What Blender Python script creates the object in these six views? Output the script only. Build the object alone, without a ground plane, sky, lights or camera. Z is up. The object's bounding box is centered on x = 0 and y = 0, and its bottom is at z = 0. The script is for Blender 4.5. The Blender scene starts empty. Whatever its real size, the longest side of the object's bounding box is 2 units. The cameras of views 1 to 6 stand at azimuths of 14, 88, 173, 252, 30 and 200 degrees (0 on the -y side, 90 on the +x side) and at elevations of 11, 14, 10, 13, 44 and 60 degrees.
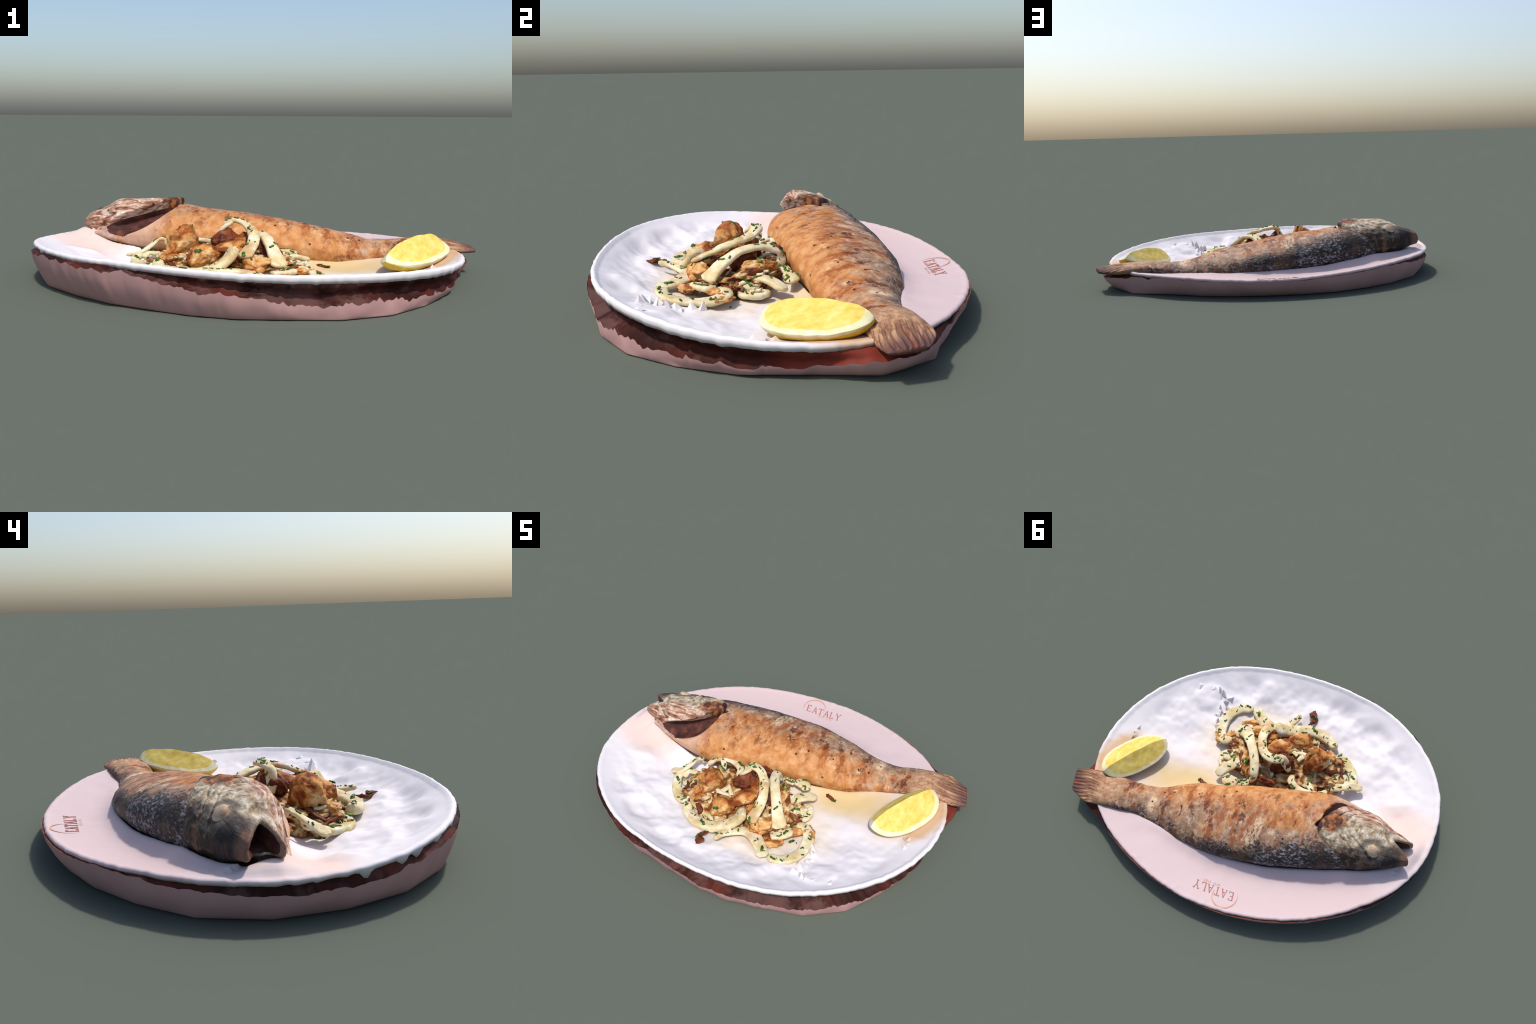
# Grilled whole fish on an oval plate with lemon wedge and onion / mushroom garnish.
import bpy, bmesh, math, random
import numpy as np
from mathutils import Vector, noise

random.seed(7)
PI = math.pi


# ------------------------------------------------------------------ helpers
def lerp_table(x, xs, ys):
    """Smooth (monotone-ish Catmull) interpolation of a small table."""
    xs = np.asarray(xs, float); ys = np.asarray(ys, float)
    m = np.gradient(ys, xs)
    x = np.clip(np.asarray(x, float), xs[0], xs[-1])
    i = np.clip(np.searchsorted(xs, x) - 1, 0, len(xs) - 2)
    h = xs[i + 1] - xs[i]
    t = (x - xs[i]) / h
    return ((2*t**3 - 3*t**2 + 1) * ys[i] + (t**3 - 2*t**2 + t) * h * m[i]
            + (-2*t**3 + 3*t**2) * ys[i + 1] + (t**3 - t**2) * h * m[i + 1])


def smooth(a, b, x):
    t = np.clip((np.asarray(x, float) - a) / (b - a), 0, 1)
    return t * t * (3 - 2 * t)


def fbm(p, scale, octaves=3, seed=0.0):
    v, amp, f = 0.0, 1.0, scale
    for _ in range(octaves):
        v += amp * noise.noise(Vector((p[0]*f + seed, p[1]*f - seed, p[2]*f + 2*seed)))
        amp *= 0.5; f *= 2.1
    return v


def mesh_object(name, verts, faces, mat=None, parent=None, smooth_shade=True):
    me = bpy.data.meshes.new(name)
    me.from_pydata([tuple(map(float, v)) for v in verts], [], faces)
    me.update()
    if smooth_shade:
        me.polygons.foreach_set("use_smooth", [True] * len(me.polygons))
    ob = bpy.data.objects.new(name, me)
    bpy.context.scene.collection.objects.link(ob)
    if mat: me.materials.append(mat)
    if parent: attach(ob, parent)
    return ob


def attach(ob, parent):
    ob.parent = parent
    ob.matrix_parent_inverse = parent.matrix_basis.inverted()


def thing(name, loc, label, category):
    e = bpy.data.objects.new(name, None)
    e.location = loc
    e.empty_display_size = 0.1
    bpy.context.scene.collection.objects.link(e)
    e["label"] = label
    e["category"] = category
    return e


def grid_faces(nu, nv, wrap_v=True, off=0):
    f = []
    for i in range(nu - 1):
        for j in range(nv if wrap_v else nv - 1):
            k = (j + 1) % nv
            f.append((off + i*nv + j, off + i*nv + k, off + (i+1)*nv + k, off + (i+1)*nv + j))
    return f


# ------------------------------------------------------------------ materials
class Mat:
    """Small wrapper that makes node graphs readable."""
    def __init__(self, name, rough=0.5, spec=0.5, sss=0.0):
        m = bpy.data.materials.new(name); m.use_nodes = True
        self.m = m; self.t = m.node_tree; self.n = self.t.nodes
        self.bsdf = self.n["Principled BSDF"]
        self.bsdf.inputs["Roughness"].default_value = max(rough, 0.55)
        self.bsdf.inputs["Specular IOR Level"].default_value = 0.35*spec
        if sss:
            self.bsdf.inputs["Subsurface Weight"].default_value = sss
            self.bsdf.inputs["Subsurface Radius"].default_value = (0.02, 0.012, 0.006)
            self.bsdf.inputs["Subsurface Scale"].default_value = 0.4
        self.co = self.n.new("ShaderNodeTexCoord").outputs["Object"]

    def link(self, a, b): self.t.links.new(a, b)

    def _in(self, sock, v):
        if isinstance(v, bpy.types.NodeSocket): self.link(v, sock)
        elif isinstance(v, (tuple, list)) and len(v) == 3 and sock.type == 'RGBA': sock.default_value = (*v, 1)
        else: sock.default_value = v

    def mapping(self, scale=(1, 1, 1), loc=(0, 0, 0), rot=(0, 0, 0), src=None):
        n = self.n.new("ShaderNodeMapping")
        self.link(src or self.co, n.inputs["Vector"])
        n.inputs["Scale"].default_value = scale; n.inputs["Location"].default_value = loc; n.inputs["Rotation"].default_value = rot
        return n.outputs[0]

    def noise(self, scale, detail=4, rough=0.55, src=None, dist=0.0):
        n = self.n.new("ShaderNodeTexNoise"); self.link(src or self.co, n.inputs["Vector"])
        n.inputs["Scale"].default_value = scale; n.inputs["Detail"].default_value = detail
        n.inputs["Roughness"].default_value = rough; n.inputs["Distortion"].default_value = dist
        return n.outputs[0]

    def voronoi(self, scale, feature='F1', src=None, rand=1.0, out="Distance"):
        n = self.n.new("ShaderNodeTexVoronoi"); n.feature = feature
        self.link(src or self.co, n.inputs["Vector"]); n.inputs["Scale"].default_value = scale
        n.inputs["Randomness"].default_value = rand
        return n.outputs[out]

    def wave(self, scale, src=None, dist=2.0, detail=2, axis='X'):
        n = self.n.new("ShaderNodeTexWave"); n.bands_direction = axis
        self.link(src or self.co, n.inputs["Vector"]); n.inputs["Scale"].default_value = scale
        n.inputs["Distortion"].default_value = dist; n.inputs["Detail"].default_value = detail
        return n.outputs["Fac"]

    def ramp(self, fac, stops, interp='LINEAR'):
        n = self.n.new("ShaderNodeValToRGB"); r = n.color_ramp; r.interpolation = interp
        while len(r.elements) < len(stops): r.elements.new(0.5)
        for e, (p, c) in zip(r.elements, stops):
            e.position = p
            e.color = (c, c, c, 1) if isinstance(c, (int, float)) else (*c, 1)
        self.link(fac, n.inputs[0])
        return n.outputs[0]

    def mix(self, fac, a, b, mode='MIX'):
        n = self.n.new("ShaderNodeMix"); n.data_type = 'RGBA'; n.blend_type = mode
        self._in(n.inputs["Factor"], fac); self._in(n.inputs["A"], a); self._in(n.inputs["B"], b)
        return n.outputs["Result"]

    def math(self, op, a, b=0.0, c=None, clamp=False):
        n = self.n.new("ShaderNodeMath"); n.operation = op; n.use_clamp = clamp
        self._in(n.inputs[0], a); self._in(n.inputs[1], b)
        if c is not None: self._in(n.inputs[2], c)
        return n.outputs[0]

    def step(self, v, lo, hi):
        """smooth 0..1 step of v between lo and hi (lo may exceed hi)"""
        n = self.n.new("ShaderNodeMapRange"); n.interpolation_type = 'SMOOTHSTEP'
        self._in(n.inputs["Value"], v)
        if lo <= hi:
            n.inputs["From Min"].default_value = lo; n.inputs["From Max"].default_value = hi
        else:
            n.inputs["From Min"].default_value = hi; n.inputs["From Max"].default_value = lo
            n.inputs["To Min"].default_value = 1; n.inputs["To Max"].default_value = 0
        return n.outputs["Result"]

    def axis(self, which, src=None):
        n = self.n.new("ShaderNodeSeparateXYZ"); self.link(src or self.co, n.inputs[0])
        return n.outputs[which]

    def spot(self, centre, radii, rotz=0.0, wobble=0.0, wscale=8.0):
        """distance to an ellipsoidal spot: 0 at its centre, 1 at its edge"""
        n = self.n.new("ShaderNodeVectorMath"); n.operation = 'SUBTRACT'
        self.link(self.co, n.inputs[0]); n.inputs[1].default_value = centre
        v = self.mapping(scale=tuple(1/r for r in radii), src=self._rot(n.outputs[0], rotz))
        l = self.n.new("ShaderNodeVectorMath"); l.operation = 'LENGTH'; self.link(v, l.inputs[0])
        out = l.outputs["Value"]
        if wobble:
            out = self.math('ADD', out, self.math('MULTIPLY', self.math('SUBTRACT', self.noise(wscale), 0.5), wobble))
        return out

    def _rot(self, v, a):
        n = self.n.new("ShaderNodeVectorRotate"); n.rotation_type = 'Z_AXIS'
        self.link(v, n.inputs["Vector"]); n.inputs["Angle"].default_value = -a
        return n.outputs[0]

    def done(self, colour, bump=None, strength=0.3, dist=0.004, rough=None):
        self._in(self.bsdf.inputs["Base Color"], colour)
        if rough is not None: self._in(self.bsdf.inputs["Roughness"], rough)
        if bump is not None:
            b = self.n.new("ShaderNodeBump"); b.inputs["Strength"].default_value = strength
            b.inputs["Distance"].default_value = dist
            self.link(bump, b.inputs["Height"]); self.link(b.outputs[0], self.bsdf.inputs["Normal"])
        return self.m


def mat_plate():
    m = Mat("glazed_white_ceramic", rough=0.32, spec=0.4)
    y = m.axis("Y")
    n = m.noise(3.0, 3)
    yy = m.math('ADD', y, m.math('MULTIPLY', m.math('SUBTRACT', n, 0.5), 0.5))
    pinkish = m.step(yy, -0.05, 0.45)
    col = m.mix(pinkish, (0.70, 0.665, 0.685), (0.55, 0.43, 0.435))
    warm = m.step(m.spot((-0.80, 0.06, 0.12), (0.30, 0.26, 0.5), 0.3, 0.5, 5), 1.0, 0.3)
    col = m.mix(m.math('MULTIPLY', warm, 0.75), col, (0.66, 0.47, 0.40))
    oil = m.step(m.spot((0.40, 0.10, 0.05), (0.34, 0.17, 0.6), 0.10, 0.7, 7), 1.2, 0.25)
    col = m.mix(m.math('MULTIPLY', oil, 0.85), col, (0.56, 0.40, 0.15))
    oil2 = m.step(m.spot((0.06, -0.24, 0.06), (0.46, 0.30, 0.6), 0.1, 0.7, 9), 1.1, 0.5)
    col = m.mix(m.math('MULTIPLY', oil2, 0.55), col, (0.68, 0.52, 0.30))
    juice = m.step(m.spot((0.86, 0.10, 0.10), (0.09, 0.24, 0.6), -0.35, 0.9, 11), 1.1, 0.4)
    col = m.mix(m.math('MULTIPLY', juice, 0.8), col, (0.58, 0.34, 0.14))
    b = m.noise(14, 3)
    return m.done(col, b, 0.25, 0.006)


def mat_brown():
    m = Mat("dark_red_brown_underside", rough=0.6, spec=0.25)
    n = m.noise(5.0, 5, 0.6, src=m.mapping(scale=(1, 1, 0.6)))
    col = m.ramp(n, [(0.30, (0.014, 0.006, 0.005)), (0.48, (0.036, 0.011, 0.009)), (0.62, (0.085, 0.020, 0.014)), (0.8, (0.15, 0.04, 0.024))])  # browns run down to near-black, to match the very dark look just under the lip
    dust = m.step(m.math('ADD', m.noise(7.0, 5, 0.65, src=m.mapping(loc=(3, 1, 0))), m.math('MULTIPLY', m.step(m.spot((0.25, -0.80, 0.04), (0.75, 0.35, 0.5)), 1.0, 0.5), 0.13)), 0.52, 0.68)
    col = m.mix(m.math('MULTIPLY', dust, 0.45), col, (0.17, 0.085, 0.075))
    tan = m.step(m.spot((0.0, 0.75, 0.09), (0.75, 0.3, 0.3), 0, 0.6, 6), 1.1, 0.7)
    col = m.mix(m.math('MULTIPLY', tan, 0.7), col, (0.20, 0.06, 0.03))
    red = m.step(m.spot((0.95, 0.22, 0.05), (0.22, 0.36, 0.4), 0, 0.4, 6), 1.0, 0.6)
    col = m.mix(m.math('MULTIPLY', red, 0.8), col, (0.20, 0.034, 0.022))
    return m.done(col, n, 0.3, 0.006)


def mat_pink():
    m = Mat("dusty_pink_clay", rough=0.75, spec=0.2)
    n = m.noise(3.5, 3)
    col = m.ramp(n, [(0.3, (0.42, 0.245, 0.235)), (0.7, (0.49, 0.29, 0.275))])
    return m.done(col)


def back_line(m):
    """height of the boundary (in y) between golden flank and dark back, as a function of x"""
    x = m.axis("X")
    f = m.math('MULTIPLY_ADD', x, 0.5, 0.5)          # -1..1 -> 0..1
    return m.ramp(f, [(0.05, 0.23), (0.20, 0.275), (0.30, 0.31), (0.40, 0.38), (0.5, 0.435), (0.60, 0.445),
                      (0.70, 0.42), (0.79, 0.385), (0.9, 0.42), (0.96, 0.5)])


def mat_torso():
    m = Mat("grilled_fish_skin", rough=0.42, spec=0.45)
    y = m.axis("Y")
    rel = m.math('SUBTRACT', y, back_line(m))            # 0 at the dark back, about -0.4 at the belly
    tex = m.noise(17, 7, 0.72, src=m.mapping(scale=(1.2, 0.8, 1)))
    fine = m.noise(55, 4, 0.65)
    mid = m.noise(9, 4, 0.6, src=m.mapping(loc=(4, 0, 2)))
    gold = m.ramp(tex, [(0.30, (0.19, 0.058, 0.017)), (0.41, (0.36, 0.130, 0.037)), (0.50, (0.46, 0.205, 0.075)), (0.60, (0.54, 0.29, 0.135)), (0.72, (0.70, 0.48, 0.30))])
    soft = m.ramp(m.noise(24, 4, 0.6), [(0.3, (0.38, 0.140, 0.036)), (0.5, (0.50, 0.225, 0.078)), (0.7, (0.60, 0.33, 0.15))])
    flank = m.step(rel, -0.34, -0.22)
    col = m.mix(flank, soft, gold)
    # grey-brown skin patches towards the ridge
    grey = m.ramp(m.noise(26, 6, 0.7, src=m.mapping(loc=(1, 8, 0))), [(0.32, (0.13, 0.075, 0.048)), (0.48, (0.27, 0.175, 0.115)), (0.58, (0.40, 0.29, 0.21)), (0.72, (0.62, 0.52, 0.42))])
    gm = m.step(m.math('ADD', m.math('MULTIPLY', m.math('SUBTRACT', mid, 0.5), 0.75), rel), -0.25, -0.05)
    col = m.mix(m.math('MULTIPLY', gm, 0.85), col, grey)
    # torn pale patches of flesh
    pale = m.step(m.noise(8.0, 3, 0.5, src=m.mapping(scale=(1, 0.6, 1), rot=(0, 0, 0.5), loc=(5, 2, 0))), 0.60, 0.66)
    pale = m.math('MULTIPLY', pale, m.math('MULTIPLY', m.step(rel, -0.26, -0.16), m.step(fine, 0.34, 0.52)))
    col = m.mix(m.math('MULTIPLY', pale, 0.85), col, (0.66, 0.48, 0.31))
    # rust and char marks in diagonal bands
    dia = m.mapping(scale=(1.7, 0.75, 1), rot=(0, 0, -0.7), loc=(1.7, 0.4, 0))
    rust = m.math('MULTIPLY', m.step(m.noise(7.0, 6, 0.7, src=dia), 0.50, 0.60), m.step(rel, -0.40, -0.24))
    rust = m.math('MULTIPLY', rust, m.step(tex, 0.62, 0.46))
    col = m.mix(m.math('MULTIPLY', rust, 0.85), col, (0.25, 0.066, 0.017))
    char = m.step(m.noise(8.5, 6, 0.72, src=m.mapping(scale=(1.6, 0.75, 1), rot=(0, 0, -0.7), loc=(3.1, 2, 0))), 0.535, 0.615)
    char = m.math('MULTIPLY', char, m.math('MULTIPLY', m.step(fine, 0.34, 0.52), m.step(rel, -0.38, -0.22)))
    col = m.mix(m.math('MULTIPLY', char, 0.92), col, (0.095, 0.022, 0.012))
    # dark scaly back, broken up scale by scale
    scv = m.mapping(scale=(1.0, 1.25, 1.25))
    cells = m.voronoi(70, src=scv, rand=0.85)
    pick = m.axis("X", m.voronoi(70, src=scv, rand=0.85, out="Color"))
    wob = m.math('ADD', m.math('MULTIPLY', m.math('SUBTRACT', m.noise(9, 5, 0.65), 0.5), 0.20), m.math('MULTIPLY', m.math('SUBTRACT', pick, 0.5), 0.05))
    dark = m.step(m.math('ADD', rel, wob), -0.03, 0.045)
    sheen = m.math('MULTIPLY', m.step(cells, 0.45, 0.12), m.math('MULTIPLY', m.step(pick, 0.25, 0.85), m.step(m.noise(7, 4, 0.6), 0.34, 0.58)))
    fleck = m.step(m.noise(60, 3, 0.6, src=m.mapping(scale=(0.8, 1.4, 1.4))), 0.47, 0.66)
    sheen = m.math('MAXIMUM', sheen, m.math('MULTIPLY', fleck, m.step(m.noise(5, 4, 0.6, src=m.mapping(loc=(6, 6, 0))), 0.36, 0.58)))
    scl = m.mix(sheen, (0.032, 0.023, 0.019), (0.26, 0.255, 0.29))  # specular glints on the scales, painted as pale blue-grey specks
    scl = m.mix(m.math('MULTIPLY', m.step(m.noise(8, 4, src=m.mapping(loc=(0, 4, 1))), 0.48, 0.64), 0.4), scl, (0.13, 0.08, 0.047))
    col = m.mix(dark, col, scl)
    # black pepper
    pep = m.math('MULTIPLY', m.step(m.voronoi(17, rand=1.0), 0.125, 0.09), m.step(m.noise(3.1, 2, src=m.mapping(loc=(9, 0, 0))), 0.49, 0.55))
    col = m.mix(m.math('MULTIPLY', pep, 0.95), col, (0.02, 0.014, 0.012))
    # belly near the gills is pale pink
    belly = m.step(m.spot((-0.56, 0.02, 0.18), (0.22, 0.10, 0.12), 0.35, 0.3, 8), 1.1, 0.5)
    col = m.mix(m.math('MULTIPLY', belly, 0.65), col, (0.60, 0.40, 0.30))
    h = m.math('ADD', tex, m.math('MULTIPLY', m.math('MULTIPLY', cells, dark), 0.5))
    return m.done(col, h, 0.6, 0.008)


def mat_head():
    m = Mat("grilled_fish_head", rough=0.38, spec=0.5)
    y = m.axis("Y"); x = m.axis("X")
    str_ = m.noise(9, 5, 0.6, src=m.mapping(scale=(1.0, 4.5, 4.5), rot=(0, 0, 0.35)), dist=0.6)
    fine = m.noise(40, 4, 0.65)
    base = m.ramp(str_, [(0.36, (0.10, 0.032, 0.020)), (0.45, (0.33, 0.16, 0.10)), (0.53, (0.52, 0.36, 0.27)), (0.63, (0.72, 0.62, 0.54))])
    silver = m.ramp(fine, [(0.32, (0.17, 0.10, 0.055)), (0.43, (0.34, 0.24, 0.145)), (0.54, (0.46, 0.39, 0.28)), (0.66, (0.66, 0.62, 0.52))])
    side = m.step(m.math('ADD', y, m.math('MULTIPLY', m.math('SUBTRACT', str_, 0.5), 0.12)), 0.10, 0.17)
    col = m.mix(side, base, silver)
    # dark crown and snout
    line = m.math('ADD', m.math('MULTIPLY_ADD', x, 0.19, 0.402), m.math('MULTIPLY', m.math('SUBTRACT', m.noise(13, 5, 0.65), 0.5), 0.12))
    crown = m.step(m.math('SUBTRACT', y, line), -0.02, 0.03)
    dk = m.mix(m.step(fine, 0.5, 0.68), (0.030, 0.021, 0.016), (0.14, 0.105, 0.075))
    col = m.mix(crown, col, dk)
    snout = m.step(m.spot((-0.85, 0.255, 0.215), (0.13, 0.085, 0.11), 0, 0.5, 14), 1.2, 0.7)
    col = m.mix(m.math('MULTIPLY', snout, 0.9), col, (0.030, 0.022, 0.024))
    ring = m.spot((-0.71, 0.263, 0.265), (0.062, 0.062, 0.062))
    rr = m.math('MULTIPLY', m.step(ring, 1.25, 0.95), m.step(ring, 0.55, 0.8))
    col = m.mix(m.math('MULTIPLY', rr, 0.8), col, (0.10, 0.085, 0.07))
    # burnt gill cover
    burn = m.step(m.spot((-0.475, 0.190, 0.325), (0.085, 0.062, 0.12), 0.35, 0.55, 16), 1.05, 0.6)
    bc = m.mix(m.step(m.noise(24, 4, 0.6), 0.42, 0.6), (0.060, 0.013, 0.008), (0.40, 0.13, 0.035))
    col = m.mix(m.math('MULTIPLY', burn, 0.95), col, bc)
    edge = m.step(m.spot((-0.418, 0.238, 0.31), (0.022, 0.035, 0.06), 0, 0.4, 20), 1.05, 0.6)
    col = m.mix(edge, col, (0.035, 0.012, 0.012))
    plates = m.step(m.noise(6, 5, 0.65, src=m.mapping(scale=(3.2, 1.0, 1.0), rot=(0, 0, 0.5), loc=(2, 1, 0))), 0.53, 0.64)
    col = m.mix(m.math('MULTIPLY', plates, 0.55), col, (0.20, 0.10, 0.055))
    lips = m.step(m.math('ADD', x, m.math('MULTIPLY', m.math('SUBTRACT', fine, 0.5), 0.05)), -0.835, -0.88)
    col = m.mix(m.math('MULTIPLY', lips, 0.75), col, (0.26, 0.135, 0.085))
    return m.done(col, m.math('ADD', m.math('MULTIPLY', str_, 1.6), fine), 0.6, 0.006)


def mat_cavity():
    m = Mat("dark_gill_cavity", rough=0.45, spec=0.4)
    n = m.noise(18, 4, 0.6)
    col = m.ramp(n, [(0.3, (0.030, 0.012, 0.010)), (0.55, (0.085, 0.032, 0.026)), (0.8, (0.20, 0.07, 0.05))])
    return m.done(col, n, 0.4, 0.006)


def mat_tail():
    m = Mat("grilled_tail_fin", rough=0.5, spec=0.35)
    x = m.axis("X"); y = m.axis("Y")
    rays = m.noise(16, 3, 0.55, src=m.mapping(scale=(0.3, 5.0, 0.5), rot=(0, 0, -0.12)))
    fine = m.noise(40, 4, 0.65)
    base = m.ramp(fine, [(0.3, (0.20, 0.09, 0.045)), (0.5, (0.40, 0.22, 0.12)), (0.72, (0.55, 0.38, 0.25))])
    dark = m.mix(fine, (0.06, 0.025, 0.018), (0.18, 0.075, 0.05))
    w = m.math('MULTIPLY', m.step(rays, 0.56, 0.44), m.step(x, 0.79, 0.87))
    col = m.mix(m.math('MULTIPLY', w, 0.75), base, dark)
    tip = m.step(m.math('ADD', m.math('MULTIPLY_ADD', y, 0.30, x), m.math('MULTIPLY', m.math('SUBTRACT', fine, 0.5), 0.16)), 0.985, 1.07)
    col = m.mix(m.math('MULTIPLY', tip, 0.85), col, (0.075, 0.035, 0.04))
    wob = m.math('MULTIPLY', m.math('SUBTRACT', m.noise(12, 3), 0.5), 0.1)
    backd = m.step(m.math('ADD', y, wob), 0.385, 0.43)
    backd = m.math('MULTIPLY', backd, m.step(x, 0.86, 0.72))
    col = m.mix(m.math('MULTIPLY', backd, 0.8), col, (0.07, 0.055, 0.05))
    red = m.step(m.noise(13, 4), 0.56, 0.66)
    col = m.mix(m.math('MULTIPLY', red, 0.6), col, (0.20, 0.06, 0.03))
    return m.done(col, m.math('ADD', rays, fine), 0.5, 0.006)


def mat_simple(name, stops, scale=20, rough=0.45, stretch=(1, 1, 1), bump=0.3, spots=None, sss=0.0, spec=0.45):
    m = Mat(name, rough=rough, sss=sss, spec=spec)
    n = m.noise(scale, 4, 0.6, src=m.mapping(scale=stretch))
    col = m.ramp(n, stops)
    if spots:
        c, sc, lo, hi, amt = spots
        s = m.step(m.noise(sc, 4, 0.6, src=m.mapping(loc=(3, 7, 1))), lo, hi)
        col = m.mix(m.math('MULTIPLY', s, amt), col, c)
    return m.done(col, n, bump, 0.005)


def mat_lemon_flesh():
    m = Mat("lemon_flesh", rough=0.25, spec=0.5)
    n = m.noise(26, 4, 0.6, src=m.mapping(scale=(1.5, 0.9, 1.2), rot=(0, 0, -1.03)))
    col = m.ramp(n, [(0.3, (0.62, 0.42, 0.07)), (0.5, (0.68, 0.52, 0.12)), (0.75, (0.74, 0.62, 0.24))])
    return m.done(col, n, 0.4, 0.005)


# ------------------------------------------------------------------ plate
R_C = [0.8584, -0.0205, 0.0029, 0.1035, 0.0062, -0.0035, -0.0003, 0.008, 0.0055, -0.0003, 0.0032, 0.0016, 0.0019, -0.0015, -0.0001]
Z_C = [0.1402, -0.0104, -0.0363, -0.0016, 0.0015, 0.0014, 0.0006, -0.0045, -0.0017]


def harmonics(c, th):
    v = c[0] + 0 * th
    for k in range(1, (len(c) - 1) // 2 + 1):
        v = v + c[2*k-1] * np.cos(k*th) + c[2*k] * np.sin(k*th)
    return v


def rim_r(th): return harmonics(R_C, th)
def rim_z(th): return harmonics(Z_C, th) + 0.012*np.exp(-(((np.degrees(th) % 360) - 203)/17.0)**2)   # lip lifts at the head end


DENTS = [  # hollows and humps pressed into the glaze: x, y, radius, height
    (-0.53, -0.49, 0.085, -0.018), (-0.56, -0.34, 0.14, 0.016), (-0.30, -0.62, 0.08, -0.014), (-0.74, -0.20, 0.12, 0.012),
    (-0.20, -0.52, 0.09, 0.010), (0.02, -0.62, 0.10, -0.008), (0.30, -0.60, 0.08, -0.012), (0.50, -0.46, 0.09, 0.014), (0.18, -0.60, 0.06, 0.010), (-0.80, -0.05, 0.10, 0.009), (-0.72, -0.42, 0.06, -0.012), (0.65, -0.33, 0.07, 0.010),
    (0.72, -0.28, 0.06, -0.010)]


FISH_EDGE = ([-0.85, -0.7, -0.6, -0.5, -0.4, -0.2, 0.0, 0.2, 0.4, 0.5, 0.62],
             [.11, .045, .01, -.015, -.03, .0, .045, .095, .146, .195, .225], [.255, .327, .357, .385, .412, .463, .485, .481, .44, .42, .40])


def fish_fillet(x, y):
    """juices and glaze that climb towards the fish along its belly and back"""
    if not -0.85 < x < 0.62: return 0.0
    d = max(np.interp(x, FISH_EDGE[0], FISH_EDGE[1]) - y, y - np.interp(x, FISH_EDGE[0], FISH_EDGE[2]))
    if d < -0.03 or d > 0.16: return 0.0
    amp = float(np.interp(x, [-.85, -.6, -.3, .1, .45, .62], [.02, .055, .045, .035, .015, 0]))
    return amp * math.exp(-(max(d, 0.0)/0.045)**1.5) * float(smooth(-0.03, 0.0, d))


def plate_z(x, y, lumps=True):
    th = math.atan2(y, x); r = math.hypot(x, y)
    R = float(rim_r(np.float64(th))); zr = float(rim_z(np.float64(th)))
    t = min(r / R, 1.0)
    side = float(smooth(-0.15, 0.25, y))
    floor = 0.034 - 0.010 * x + ((0.006 + 0.05 * x) * y if y > 0 else -0.040 * y)
    h = max(0.0, (t - 0.42) / 0.58) ** (2.3 - 1.1 * side)
    z = floor + (zr - floor) * h
    if lumps:
        fade = float(smooth(0.98, 0.84, t))
        amp = 0.004 + 0.020 * float(smooth(0.1, -0.35, y))
        z += fade * 0.6 * amp * fbm((x, y, 0), 7.5, 3, 4.2)
        z += 0.05 * float(smooth(1.0, 0.95, t)) * math.exp(-((x + 0.87)/0.085)**2 - ((y - 0.14)/0.11)**2)   # glaze drawn up to the jaw
        z += fish_fillet(x, y)
        for dx, dy, rad, hh in DENTS:
            d = math.hypot(x - dx, y - dy) / rad
            if d < 2: z += fade * hh * float(smooth(1.35, 0.55, d + 0.25*fbm((x, y, 1), 9.0, 2, 2.0)))
    return z


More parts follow.
